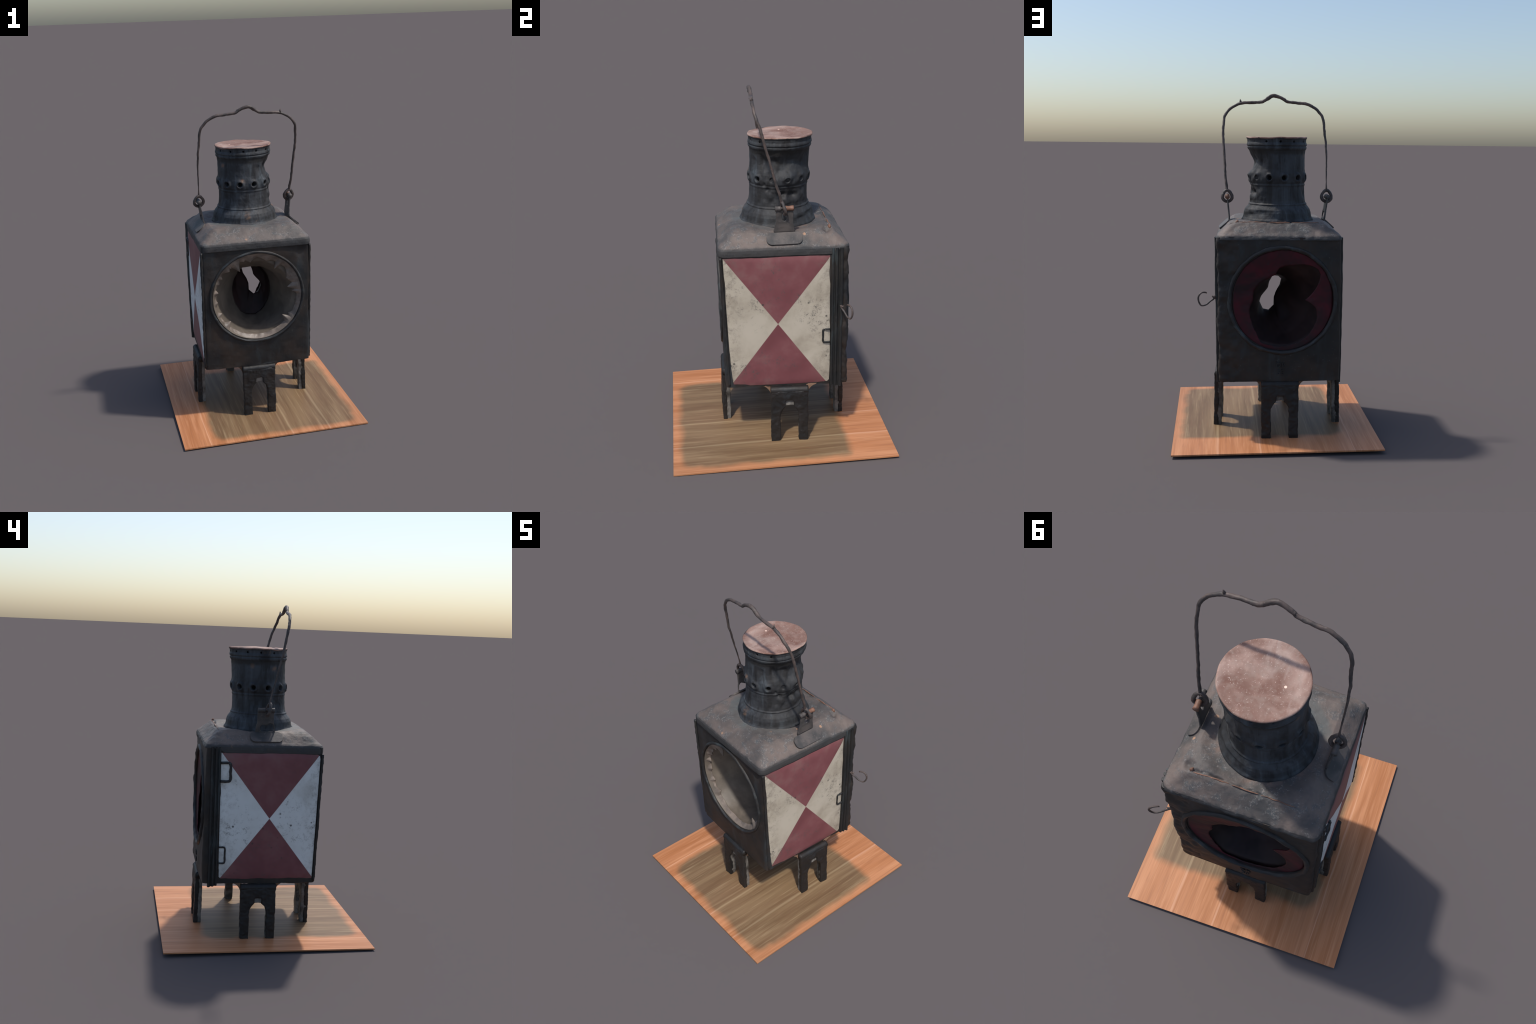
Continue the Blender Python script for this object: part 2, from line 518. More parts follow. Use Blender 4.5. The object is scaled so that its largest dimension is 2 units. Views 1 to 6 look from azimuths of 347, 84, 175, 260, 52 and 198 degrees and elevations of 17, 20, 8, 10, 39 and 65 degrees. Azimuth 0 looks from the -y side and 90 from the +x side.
rings = []
NZ = 90
for k in range(NZ + 1):
    z = lerp(Z0, Z1, k / NZ)
    loop = [belly(p, z) for p in rounded_quad([wall_corner(i, z) for i in range(4)], 0.020, 70, 8)]
    ring = []
    for p in loop:
        zz = z
        if k == 0:
            zz += 0.006 * fbm(p.x, p.y, 0, 9, 3, 2) - 0.002
        ring.append(Vector((p.x, p.y, zz)))
    rings.append(ring)
v, f = rings_mesh(rings, True, True, True)
housing = make_obj("housing", v, f, M_BLACK, root)
cut = []
for yy in (-0.6, 0.6):
    cut.append([Vector((OC.x + 0.288 * cos(w), yy, OC.z + 0.288 * sin(w))) for w in [2 * pi * k / 160 for k in range(160)]])
v, f = rings_mesh(cut, True, True, True)
cutter = make_obj("cutter", v, f, M_BLACK)
apply_mods(housing, [('BOOLEAN', dict(operation='DIFFERENCE', object=cutter, solver='EXACT'))])
bpy.data.objects.remove(cutter, do_unlink=True)


def house_fn(p, n):
    r = hypot(p.x - OC.x, p.z - OC.z)
    if r < 0.2885:
        return p
    fade = smooth01(0.29, 0.33, r)
    d = 0.0045 * fbm(p.x, p.y, p.z, 5, 2, 1) + 0.0022 * fbm(p.x, p.y, p.z, 19, 2, 4)
    # front plate is dented near its upper right corner; back corner is crumpled
    d -= 0.012 * exp(-(((p.x - 0.255) ** 2 + (p.z - 1.10) ** 2) / 0.0012)) * (p.y < 0)
    if abs(n.x) > 0.7 and p.y < 0.34:
        d *= 0.3
    if p.y > 0.33 and p.x > 0.22:
        d += 0.009 * fbm(p.x, p.y, p.z, 16, 3, 8)
    return p + n * d * fade


displace(housing, house_fn)
housing.data.polygons.foreach_set("use_smooth", [True] * len(housing.data.polygons))
housing.data.set_sharp_from_angle(angle=radians(45))

# ---- roof
RO = [(-0.377, -0.306), (0.315, -0.331), (0.347, 0.380), (-0.368, 0.396)]
RC = Vector((-0.022, 0.032))
prof = [(0.006, 1.138), (0.0, 1.142), (-0.001, 1.160), (0.0, 1.176), (0.005, 1.188), (0.014, 1.197), (0.032, 1.213),
        (0.055, 1.236), (0.075, 1.252), (0.092, 1.261), (0.115, 1.264), (0.15, 1.266), (0.21, 1.268), (0.27, 1.268)]
fine = []
for (d0, z0), (d1, z1) in zip(prof, prof[1:]):
    for k in range(7):
        fine.append((lerp(d0, d1, k / 7), lerp(z0, z1, k / 7)))
fine.append(prof[-1])
rings = []
base_loop = rounded_quad(RO, 0.046, 90, 10)
for d, z in fine:
    ring = []
    for p in base_loop:
        q = p - RC
        L = 0.34
        s = 1 - d / L
        zz = z
        back = smooth01(0.27, 0.33, p.y)
        if z < 1.172:               # back eave is a thin lip, no skirt
            zz = lerp(z, 1.172 + 0.2 * (z - 1.172), back)
        qq = RC + q * s
        # the top is dished round the chimney
        zz -= (0.004 + 0.012 * smooth01(-0.12, 0.10, qq.y)) * smooth01(0.30, 0.225, hypot(qq.x + 0.023, qq.y - 0.032)) * smooth01(1.20, 1.26, z)
        n = fbm(qq.x, qq.y, zz, 6, 3, 3)
        zz += 0.004 * n * smooth01(1.18, 1.22, z) + 0.0022 * fbm(qq.x, qq.y, zz, 26, 2, 5) * smooth01(1.17, 1.2, z)
        wob = 0.003 * fbm(qq.x, qq.y, zz, 14, 3, 6) * (1 + 1.6 * back)
        # pit in the far right corner and the dent on the far left ridge
        zz -= 0.022 * exp(-((qq.x - 0.250) ** 2 + (qq.y - 0.268) ** 2) / 0.00045)
        zz -= 0.010 * exp(-((qq.x + 0.300) ** 2 + (qq.y - 0.305) ** 2) / 0.0006)
        yl = 0.2935 - 0.022 * (qq.x - 0.2) + 0.004 * fbm(qq.x, 0, 0, 22, 2, 3)
        gap = smooth01(0.23, 0.20, qq.x) * smooth01(-0.16, -0.06, qq.x) * (0.4 + 0.6 * smooth01(-0.2, 0.1, fbm(qq.x, 5, 0, 16, 2, 1)))
        zz -= 0.010 * gap * exp(-((qq.y - yl + 0.008) / 0.0045) ** 2)
        dirn = q.normalized()
        ring.append(Vector((qq.x + dirn.x * wob, qq.y + dirn.y * wob, zz)))
    rings.append(ring)
v, f = rings_mesh(rings, True, False, True)
roof = make_obj("roof", v, f, M_ROOF, root, True, 60)

# torn copper seam along the far ridge
def seam(name, x0, x1, seed, r):
    pts = []
    for k in range(41):
        t = k / 40
        x = lerp(x0, x1, t)
        pts.append(Vector((x, 0.2945 - 0.022 * (x - 0.2) + 0.004 * fbm(x, 0, 0, 22, 2, seed),
                           1.2575 + 0.002 * fbm(x, 1, 0, 28, 2, seed))))
    return tube(name, pts, lambda t: r * (0.25 + 0.9 * (4 * t * (1 - t)) ** 0.6), M_COPPER, root, 8, False, 0.5, seed, 0.8)


seam("roof_seam", 0.215, 0.055, 3.0, 0.0036)
seam("roof_seam", 0.045, -0.075, 5.0, 0.0034)
seam("roof_seam", -0.085, -0.24, 9.0, 0.0022)
tube("roof_rivet", [Vector((0.224, 0.288, 1.250)), Vector((0.223, 0.287, 1.262)), Vector((0.222, 0.286, 1.271))],
     lambda t: 0.012 * (1 - 0.6 * t), M_COPPER, root, 10, False, 0.5, 2.0)

# ---- chimney
CH = [(1.232, 0.217), (1.258, 0.214), (1.270, 0.206), (1.280, 0.203), (1.300, 0.200), (1.318, 0.193), (1.333, 0.181),
      (1.343, 0.174), (1.350, 0.175), (1.356, 0.168), (1.372, 0.1645), (1.400, 0.162), (1.432, 0.1615), (1.452, 0.1615),
      (1.462, 0.1650), (1.470, 0.1625), (1.480, 0.166), (1.500, 0.1675), (1.530, 0.1675), (1.556, 0.164), (1.600, 0.1640), (1.640, 0.1645),
      (1.662, 0.167), (1.672, 0.174), (1.680, 0.176), (1.686, 0.172), (1.692, 0.178), (1.700, 0.177), (1.710, 0.173), (1.725, 0.174), (1.732, 0.178),
      (1.737, 0.178)]


def axis(z):
    t = (z - 1.26) / (1.735 - 1.26)
    return lerp(-0.024, -0.0155, t), lerp(0.031, 0.0500, t)


VENT = [radians(190 + 10 + 30 * k - 10) for k in range(12)]     # angles measured from +x, counter-clockwise
TOPVENT = [radians(176 + 27.7 * k) for k in range(13)]
VZ, TZ = 1.506, 1.7135


def wrap(a):
    return (a + pi) % (2 * pi) - pi


def chim_r(w, z):
    r = interp(CH, z)
    x, y = cos(w), sin(w)
    # facing +x and -y+x the sheet is crushed
    crush = smooth01(0.25, 0.95, x * 0.98 + y * 0.10)
    band = exp(-((z - 1.592) / 0.048) ** 2)
    r -= 0.030 * crush * band
    r += crush * smooth01(1.30, 1.36, z) * smooth01(1.69, 1.62, z) * (0.010 * fbm(x, y, z * 6, 2.6, 2, 2) - 0.002)
    r += 0.010 * crush * exp(-((z - 1.520) / 0.030) ** 2) * (0.5 + fbm(x, y, z, 5, 1, 6))
    # torn hollows below the vents on the crushed side
    for aw, az, sw, sz, dp in ((0.02, 1.425, 0.17, 0.016, 0.022), (0.42, 1.418, 0.16, 0.015, 0.020), (-0.50, 1.450, 0.09, 0.014, 0.014),
                               (-0.62, 1.478, 0.06, 0.012, 0.012), (3.75, 1.405, 0.13, 0.022, 0.012), (2.75, 1.41, 0.10, 0.025, 0.007),
                               (-1.15, 1.60, 0.12, 0.03, 0.010), (-0.75, 1.60, 0.10, 0.03, 0.010), (1.0, 1.30, 0.25, 0.018, 0.011), (0.6, 1.29, 0.14, 0.015, 0.010)):
        r -= dp * exp(-(wrap(w - aw) / sw) ** 2 - ((z - az) / sz) ** 2)
    soft = 1 - 0.9 * crush
    for a in VENT:
        d = hypot(wrap(w - a) * 0.167, z - VZ)
        if d < 0.06:
            r += soft * (0.0085 * exp(-((d - 0.020) / 0.009) ** 2)) - (0.017 * smooth01(0.0155, 0.0110, d)) * (0.35 + 0.65 * soft)
    for a in TOPVENT:
        d = hypot(wrap(w - a) * 0.174, z - TZ)
        if d < 0.03:
            r -= 0.009 * smooth01(0.0075, 0.004, d) * soft
    r += 0.0016 * fbm(x, y, z * 5, 5, 3, 9)
    return r


zs = []
for k in range(261):
    zs.append(lerp(CH[0][0], CH[-1][0], k / 260))
NA = 480
rings = []
for z in zs:
    cx, cy = axis(z)
    rings.append([Vector((cx + chim_r(2 * pi * k / NA, z) * cos(2 * pi * k / NA), cy + chim_r(2 * pi * k / NA, z) * sin(2 * pi * k / NA), z)) for k in range(NA)])
v, f = rings_mesh(rings)
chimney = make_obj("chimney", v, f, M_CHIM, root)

# cap disc, a little buckled, with a rolled edge
rings = []
cx, cy = axis(1.735)
for d, dz in ((0.1775, 1.731), (0.1800, 1.7335), (0.1800, 1.737), (0.1765, 1.7395), (0.172, 1.7400), (0.162, 1.7385), (0.145, 1.738), (0.12, 1.738), (0.09, 1.738),
              (0.06, 1.738), (0.03, 1.738), (0.004, 1.738)):
    ring = []
    for k in range(240):
        w = 2 * pi * k / 240
        x, y = cx + d * cos(w), cy + d * sin(w)
        rr = 1 + 0.010 * fbm(cos(w), sin(w), 0, 2.5, 3, 4)
        ring.append(Vector((cx + d * rr * cos(w), cy + d * rr * sin(w), dz + 0.006 * fbm(x, y, 0, 9, 2, 7) * min(1, d / 0.05))))
    rings.append(ring)
v, f = rings_mesh(rings, True, False, True)
make_obj("chimney_cap", v, f, M_CAP, root)

# dark openings of the punched vents
def disc_mesh(rad):
    bm = bmesh.new()
    bmesh.ops.create_cone(bm, cap_ends=True, segments=20, radius1=rad, radius2=rad, depth=0.004)
    me = bpy.data.meshes.new("vent_hole")
    bm.to_mesh(me)
    bm.free()
    return me


me_big, me_small = disc_mesh(0.0132), disc_mesh(0.0068)
for me in (me_big, me_small):
    me.materials.append(M_HOLE)
for lst, z, dr, me in ((VENT, VZ, 0.0115, me_big), (TOPVENT, TZ, 0.006, me_small)):
    for a in lst:
        crush = smooth01(0.25, 0.95, cos(a) * 0.98 + sin(a) * 0.10)
        if crush > 0.6:
            continue
        ob = bpy.data.objects.new("vent_hole", me)
        COL.objects.link(ob)
        ob.parent = chimney
        ax_, ay_ = axis(z)
        r = chim_r(a, z) + 0.0025
        ob.location = (ax_ + r * cos(a), ay_ + r * sin(a), z)
        ob.rotation_euler = (0, pi / 2, a)

# ---- side panels with painted hourglass
def panel(name, pts, out, mat, seed):
    """pts: 4 corners (y, z, x) bottom-left, bottom-right, top-right, top-left"""
    nu, nv = 40, 50
    V, F = [], []
    for side in (0, 1):
        for j in range(nv + 1):
            for i in range(nu + 1):
                u, w = i / nu, j / nv
                b = Vector(pts[0]).lerp(Vector(pts[1]), u)
                t = Vector(pts[3]).lerp(Vector(pts[2]), u)
                p = b.lerp(t, w)
                e = min(u, 1 - u, w, 1 - w)
                off = 0.0055 * (1 - exp(-e / 0.02)) + 0.0022 * fbm(0, p.x, p.y, 4.5, 2, seed) if side == 0 else -0.006
                V.append((face_x(out, p.x, p.y) + out * off, p.x, p.y))
    n1 = (nu + 1) * (nv + 1)
    for j in range(nv):
        for i in range(nu):
            a = j * (nu + 1) + i
            q = (a, a + 1, a + nu + 2, a + nu + 1)
            F.append(q)
            F.append(tuple(n1 + k for k in reversed(q)))
    ed = [i for i in range(nu + 1)] + [j * (nu + 1) + nu for j in range(1, nv + 1)] \
        + [nv * (nu + 1) + i for i in range(nu - 1, -1, -1)] + [j * (nu + 1) for j in range(nv - 1, 0, -1)]
    for a, b in zip(ed, ed[1:] + ed[:1]):
        F.append((a, n1 + a, n1 + b, b))
    return make_obj(name, V, F, mat, root, True, 50)


def face_x(side, y, z):
    """x of the flat side wall at (y, z); side +1 or -1"""
    if side > 0:
        a, b = wall_corner(1, z), wall_corner(2, z)
    else:
        a, b = wall_corner(0, z), wall_corner(3, z)
    t = (y - a.y) / (b.y - a.y)
    return belly(Vector((lerp(a.x, b.x, t), y)), z).x


def panel_pts(side, yz):
    return [(y, z, face_x(side, y, z)) for y, z in yz]


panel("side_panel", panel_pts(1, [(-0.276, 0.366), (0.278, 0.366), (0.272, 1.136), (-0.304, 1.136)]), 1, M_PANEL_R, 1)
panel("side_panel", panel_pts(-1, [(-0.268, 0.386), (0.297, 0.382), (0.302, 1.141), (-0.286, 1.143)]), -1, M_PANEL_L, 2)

# ---- vertical sliding rails at the rear edge of both sides
def rail(name, side, y0, y1, zb, zt, seed):
    prof = [(0.00, 0.0), (0.03, 0.008), (0.10, 0.011), (0.18, 0.010), (0.24, 0.004), (0.31, 0.004), (0.37, 0.012), (0.46, 0.014), (0.54, 0.011),
            (0.60, 0.003), (0.67, 0.003), (0.73, 0.010), (0.82, 0.013), (0.93, 0.011), (1.0, -0.004)]
    rings = []
    for k in range(61):
        z = lerp(zb, zt, k / 60)
        ring = []
        for t, h in prof:
            y = lerp(y0, y1, t)
            x = face_x(side, y, max(Z0, min(Z1, z)))
            hh = h + 0.0025 * fbm(0, y * 2, z, 12, 2, seed)
            zz = z - (0.012 * t if k == 0 else 0)
            ring.append(Vector((x + side * hh, y, zz)))
        ring.append(Vector((face_x(side, y1, max(Z0, min(Z1, z))) - side * 0.012, y1 - 0.002, z)))
        ring.append(Vector((face_x(side, y0, max(Z0, min(Z1, z))) - side * 0.012, y0 + 0.002, z)))
        rings.append(ring)
    v, f = rings_mesh(rings, True, True, True)
    return make_obj(name, v, f, M_RAIL, root, True, 40)


rail("door_rail", 1, 0.279, 0.345, 0.350, 1.176, 1)
rail("door_rail", -1, 0.304, 0.362, 0.346, 1.178, 2)
# narrow beads at the front edge of both sides
for side, y0, y1 in ((1, -0.290, -0.316), (-1, -0.280, -0.298)):
    pts = [Vector((face_x(side, lerp(y0, y1, t) , lerp(0.37, 1.14, t)) + side * 0.001, lerp(y0, y1, t), lerp(0.37, 1.14, t))) for t in [k / 60 for k in range(61)]]
    tube("edge_bead", pts, lambda t: 0.0075, M_BLACK, root, 8, False, 0.5, side)

# latch loops drawn on the panels
def loop_latch(side, ya, yb, za, zb, r, mat):
    pts2 = [(ya, za), (lerp(ya, yb, 0.8), za), (yb, lerp(za, zb, 0.12)), (yb, lerp(za, zb, 0.5)), (yb, lerp(za, zb, 0.88)), (lerp(ya, yb, 0.8), zb), (ya, zb)]
    P = catmull([(face_x(side, y, z) + side * 0.0075, y, z) for y, z in pts2], 6)
    return tube("latch_loop", P, lambda t: r, mat, root, 8, False, 0.3, ya)


LX = -0.384
loop_latch(-1, 0.302, 0.246, 1.083, 0.975, 0.0080, M_BEZEL)
loop_latch(-1, 0.300, 0.264, 0.580, 0.483, 0.0055, M_BEZEL)
loop_latch(1, 0.276, 0.236, 0.700, 0.622, 0.0055, M_RAIL)

# ---- round bezels
def bezel(name, y_of, cx, cz, R, r, mat, seed):
    rings = []
    for k in range(200):
        w = 2 * pi * k / 200
        ring = []
        for s in range(12):
            a = 2 * pi * s / 12
            rr = r * (1 + 0.30 * fbm(cos(w), sin(w), s * 0.1, 5, 2, seed))
            R2 = R + rr * cos(a) + 0.0025 * fbm(cos(w), sin(w), 0, 3, 2, seed)
            x, z = cx + R2 * cos(w), cz + R2 * sin(w)
            ring.append(Vector((x, y_of(x, z) + 1.15 * rr * sin(a), z)))
        rings.append(ring)
    rings.append(rings[0])
    v, f = rings_mesh(rings)
    ob = make_obj(name, v, f, mat, root)
    bm = bmesh.new()
    bm.from_mesh(ob.data)
    bmesh.ops.remove_doubles(bm, verts=bm.verts, dist=1e-6)
    bm.to_mesh(ob.data)
    bm.free()


def front_y(x, z):
    a, b = wall_corner(0, z), wall_corner(1, z)
    return belly(Vector((x, lerp(a.y, b.y, (x - a.x) / (b.x - a.x)))), z).y


def back_y(x, z):
    a, b = wall_corner(3, z), wall_corner(2, z)
    return belly(Vector((x, lerp(a.y, b.y, (x - a.x) / (b.x - a.x)))), z).y


bezel("front_bezel", lambda x, z: front_y(x, z) - 0.001, -0.035, 0.823, 0.296, 0.0090, M_BEZEL, 1)
bezel("rear_bezel", lambda x, z: back_y(x, z) - 0.001, -0.030, 0.824, 0.301, 0.0125, M_BEZEL, 2)

# ---- interior: cream reflector bowl, sooty neck with an oblique gap, red rear lens
NECK = [(-0.048, 0.898), (-0.030, 0.916), (0.012, 0.922), (0.027, 0.876), (0.034, 0.848), (0.048, 0.828), (0.070, 0.800), (0.084, 0.766),
        (0.062, 0.715), (0.028, 0.706), (-0.004, 0.738), (-0.004, 0.785), (-0.014, 0.815), (-0.040, 0.862)]
NS = 112
neck_loop = []
for (xa, za), (xb, zb) in zip(NECK, NECK[1:] + NECK[:1]):
    for k in range(8):
        neck_loop.append(Vector((lerp(xa, xb, k / 8), 0.085, lerp(za, zb, k / 8))))
# start the loop where the angle seen from the opening's axis is smallest so that the lofts do not twist
ncx = sum(p.x for p in neck_loop) / NS
ncz = sum(p.z for p in neck_loop) / NS
neck_loop.sort(key=lambda p: atan2(p.z - ncz, p.x - ncx))


def oval(cx, cz, rx, rz, y, rag=0.0, seed=0):
    out = []
    for p in neck_loop:
        w = atan2(p.z - ncz, p.x - ncx)
        k = 1 + rag * fbm(cos(w), sin(w), 0, 2.6, 3, seed)
        out.append(Vector((cx + rx * k * cos(w), y, cz + rz * k * sin(w))))
    return out


def tilt(ring, k, up_only=False):
    """lean a ring along y: towards +x and up it comes nearer (k > 0 means +y)"""
    for p in ring:
        q = (p.x - OC.x) + (p.z - OC.z)
        if up_only:
            q = max(0.0, q)
        p.y += k * q
    return ring


def loft(name, secs, mat, seed, amp=0.003, sub=8, thick=0.004):
    rings = []
    for a, b in zip(secs, secs[1:]):
        for k in range(sub):
            rings.append([p.lerp(q, k / sub) for p, q in zip(a, b)])
    rings.append(secs[-1])
    for i, r in enumerate(rings[1:-1], 1):
        for p in r:
            d = amp * fbm(p.x, p.y, p.z, 9, 3, seed)
            p += Vector((p.x - OC.x, 0, p.z - OC.z)).normalized() * d
    v, f = rings_mesh(rings)
    ob = make_obj(name, v, f, mat, root)
    apply_mods(ob, [('SOLIDIFY', dict(thickness=thick, offset=0.0))])
    return ob


loft("reflector", [oval(-0.032, 0.824, 0.2855, 0.2855, -0.298), oval(-0.032, 0.822, 0.270, 0.270, -0.268, 0.01, 1), tilt(oval(-0.028, 0.803, 0.238, 0.242, -0.205, 0.02, 1), -0.17, True),
                   tilt(oval(-0.012, 0.775, 0.180, 0.205, -0.085, 0.03, 2), -0.36, True), oval(0.0, 0.762, 0.128, 0.180, 0.025, 0.04, 3)], M_CREAM, 3)
loft("smoke_neck", [oval(0.0, 0.762, 0.130, 0.182, 0.028, 0.04, 3), oval(0.006, 0.790, 0.105, 0.145, 0.060, 0.05, 4), [p.copy() for p in neck_loop],
                    tilt(oval(0.004, 0.80, 0.125, 0.155, 0.215, 0.05, 4), 0.22), tilt(oval(-0.018, 0.805, 0.190, 0.205, 0.300, 0.03, 5), 0.16), oval(-0.03, 0.818, 0.255, 0.258, 0.362, 0.01, 5),
                    oval(-0.032, 0.824, 0.2865, 0.2865, 0.374)], M_DARK, 4)

# broken remains of the clear front glass: a ragged lip with points
def ragged_ring(name, cx, cz, y_of, r_out, r_in, depth, mat, nseg=360, nrad=8, thick=0.006, lump=0.0, seed=0):
    rings = []
    for j in range(nrad + 1):
        t = j / nrad
        ring = []
        for k in range(nseg):
            w = 2 * pi * k / nseg
            r = lerp(r_out, r_in(w), t)
            x, z = cx + r * cos(w), cz + r * sin(w)
            y = y_of(x, z) + depth(t, r)
            y += lump * fbm(x, y, z, 24, 2, seed) * t
            ring.append(Vector((x, y, z)))
        rings.append(ring)
    v, f = rings_mesh(rings)
    ob = make_obj(name, v, f, mat, root)
    apply_mods(ob, [('SOLIDIFY', dict(thickness=thick, offset=0.0))])
    return ob


SHARDS = [(10, 0.060, 9), (2, 0.034, 5), (23, 0.042, 18), (54, 0.050, 5), (72, 0.020, 14), (98, 0.030, 9), (108, 0.012, 5), (121, 0.062, 7), (134, 0.022, 8), (149, 0.016, 3),
          (158, 0.012, 5), (171, 0.018, 4), (186, 0.015, 6), (204, 0.020, 4), (223, 0.034, 5), (318, 0.042, 5), (326, 0.016, 5)]


def front_inner(w):
    d = math.degrees(w)
    r = 0.264 + 0.003 * fbm(cos(w), sin(w), 0, 6, 3, 3)
    if 25 < d < 130:
        r -= 0.012
    add = 0.0
    for a, L, wd in SHARDS:
        dd = abs((d - a + 180) % 360 - 180)
        add = max(add, L * max(0.0, 1 - dd / wd) ** 1.2)
    return r - add


ragged_ring("broken_front_glass", -0.033, 0.823, front_y, 0.287, front_inner, lambda t, r: 0.006 + 0.030 * t, M_SHARD, 540, 10, 0.006, 0.006, 3)

LENS = [(-180, 0.165), (-165, 0.19), (-143, 0.217), (-130, 0.235), (-117, 0.270), (-95, 0.268), (-70, 0.262), (-47, 0.245), (-28, 0.225), (-14, 0.20), (-1, 0.13), (10, 0.165),
        (20, 0.205), (34, 0.262), (42, 0.268), (55, 0.245), (72, 0.210), (90, 0.190), (95, 0.185), (105, 0.150), (124, 0.145), (140, 0.155), (163, 0.170), (180, 0.165)]


def rear_inner(w):
    # table is given as seen from behind the lantern, so mirror the angle
    d = math.degrees(atan2(sin(w), -cos(w)))
    return interp(LENS, d) * (1 + 0.015 * fbm(cos(w), sin(w), 0, 9, 2, 2))


ragged_ring("rear_red_lens", -0.030, 0.824, back_y, 0.289, rear_inner, lambda t, r: -0.010 - 0.020 * smooth01(0.29, 0.12, r), M_LENS, 360, 10, 0.005, 0.003, 5)

# ---- embossed marks on the back plate
def mark(txt, x, z, size):
    cu = bpy.data.curves.new("embossed_mark", 'FONT')
    cu.body = txt
    cu.size = size
    cu.align_x = 'CENTER'
    cu.extrude = 0.0015
    cu.bevel_depth = 0.0008
    cu.space_character = 1.15
    tmp = bpy.data.objects.new("embossed_mark", cu)
    COL.objects.link(tmp)
    dg = bpy.context.evaluated_depsgraph_get()
    me = bpy.data.meshes.new_from_object(tmp.evaluated_get(dg))
    bpy.data.objects.remove(tmp, do_unlink=True)
    y = back_y(x, z) + 0.004
    M = Matrix.Translation((x, y, z)) @ Matrix.Rotation(pi, 4, 'Z') @ Matrix.Rotation(pi / 2, 4, 'X')
    me.transform(M)
    finish("embossed_mark", me, M_BLACK, root, True, 30)


mark("DB", -0.023, 0.4385, 0.040)
mark("53", -0.023, 0.3960, 0.040)

# ---- bail handle
def handle_pt(x, s):
    """point of the handle's tilted plane; s = height above the pivots"""
    return Vector((x, 0.030 - 0.2430 * s - (0.115 + 0.1 * x) * x * s, 1.385 + s))


HP = [(0.277, 0.040), (0.284, 0.085), (0.290, 0.150), (0.294, 0.235), (0.297, 0.300), (0.299, 0.375), (0.296, 0.430), (0.290, 0.475), (0.262, 0.515),
      (0.222, 0.545), (0.190, 0.556), (0.130, 0.562), (0.068, 0.566), (0.045, 0.576), (0.022, 0.591), (-0.004, 0.603), (-0.030, 0.597), (-0.058, 0.586), (-0.090, 0.568), (-0.150, 0.563),
      (-0.205, 0.556), (-0.250, 0.536), (-0.283, 0.505), (-0.303, 0.465), (-0.314, 0.400), (-0.319, 0.330), (-0.322, 0.240), (-0.3215, 0.150), (-0.320, 0.090), (-0.3195, 0.045)]
pts = catmull([handle_pt(x, s) for x, s in HP], 8)
wob = [p + Vector((0.004 * fbm(p.x, p.y, p.z, 11, 3, 1), 0.004 * fbm(p.x, p.y, p.z, 10, 2, 2), 0.003 * fbm(p.x, p.y, p.z, 14, 2, 3))) for p in pts]
handle = tube("bail_handle", wob, lambda t: interp([(0, 0.0075), (0.12, 0.0072), (0.3, 0.0085), (0.42, 0.0095), (0.5, 0.0115), (0.58, 0.0095), (0.75, 0.0085), (0.84, 0.0075), (0.91, 0.005), (0.965, 0.0032), (1, 0.006)], t),
              M_WIRE, root, 12, False, 0.28, 3)
for x, s, L in ((0.193, 0.558, 0.024), (-0.075, 0.580, 0.012)):
    b = handle_pt(x, s)
    tube("handle_burr", [b, b + Vector((0.001, 0, L * 0.5)), b + Vector((0.003, 0.001, L))], lambda t: 0.0085 * (1 - 0.85 * t), M_WIRE, root, 8, False, 0.4, x)

# eyes at the handle's feet, hooked round the pivot barrels
for cx, cz, R in ((0.276, 1.385, 0.029), (-0.3205, 1.388, 0.030)):
    P = []
    for k in range(40):
        w = 2 * pi * k / 40
        rr = R * (1 + 0.30 * max(0, sin(w)) ** 6)
        P.append(Vector((cx + rr * cos(w), 0.030 - 0.243 * rr * sin(w) + 0.004 * cos(w), cz + rr * sin(w))))
    tube("handle_eye", P, lambda t: 0.0092, M_WIRE, root, 10, True, 0.35, cx)

# ---- brackets that carry the handle
def poly_plate(name, outer, hole, frame, thick, mat, bev=0.0015, voxel=None):
    """flat plate from a 2D outline (and one hole); frame maps (u, v, w) to space"""
    bm = bmesh.new()
    def addloop(pts):
        vs = [bm.verts.new((p[0], p[1], 0)) for p in pts]
        return [bm.edges.new((vs[i], vs[(i + 1) % len(vs)])) for i in range(len(vs))]
    E = addloop(outer)
    if hole:
        E += addloop(hole)
    bmesh.ops.triangle_fill(bm, use_beauty=True, use_dissolve=False, edges=E)
    r = bmesh.ops.extrude_face_region(bm, geom=list(bm.faces))
    for g in r["geom"]:
        if isinstance(g, bmesh.types.BMVert):
            g.co.z += thick
    bmesh.ops.recalc_face_normals(bm, faces=bm.faces)
    me = bpy.data.meshes.new(name)
    bm.to_mesh(me)
    bm.free()
    for v in me.vertices:
        v.co = frame(v.co.x, v.co.y, v.co.z)
    bm = bmesh.new()
    bm.from_mesh(me)
    bmesh.ops.recalc_face_normals(bm, faces=bm.faces)
    bm.to_mesh(me)
    bm.free()
    ob = finish(name, me, mat, root, True, 40)
    if voxel:
        apply_mods(ob, [('REMESH', dict(mode='VOXEL', voxel_size=voxel)), ('SMOOTH', dict(factor=0.5, iterations=2))])
        ob.data.polygons.foreach_set("use_smooth", [True] * len(ob.data.polygons))
    return ob


def rrect(u0, u1, v0, v1, r, n=6):
    out = []
    for cx, cy, a0 in ((u1 - r, v1 - r, 0), (u0 + r, v1 - r, 90), (u0 + r, v0 + r, 180), (u1 - r, v0 + r, 270)):
        for k in range(n + 1):
            a = radians(a0 + 90 * k / n)
            out.append((cx + r * cos(a), cy + r * sin(a)))
    return out


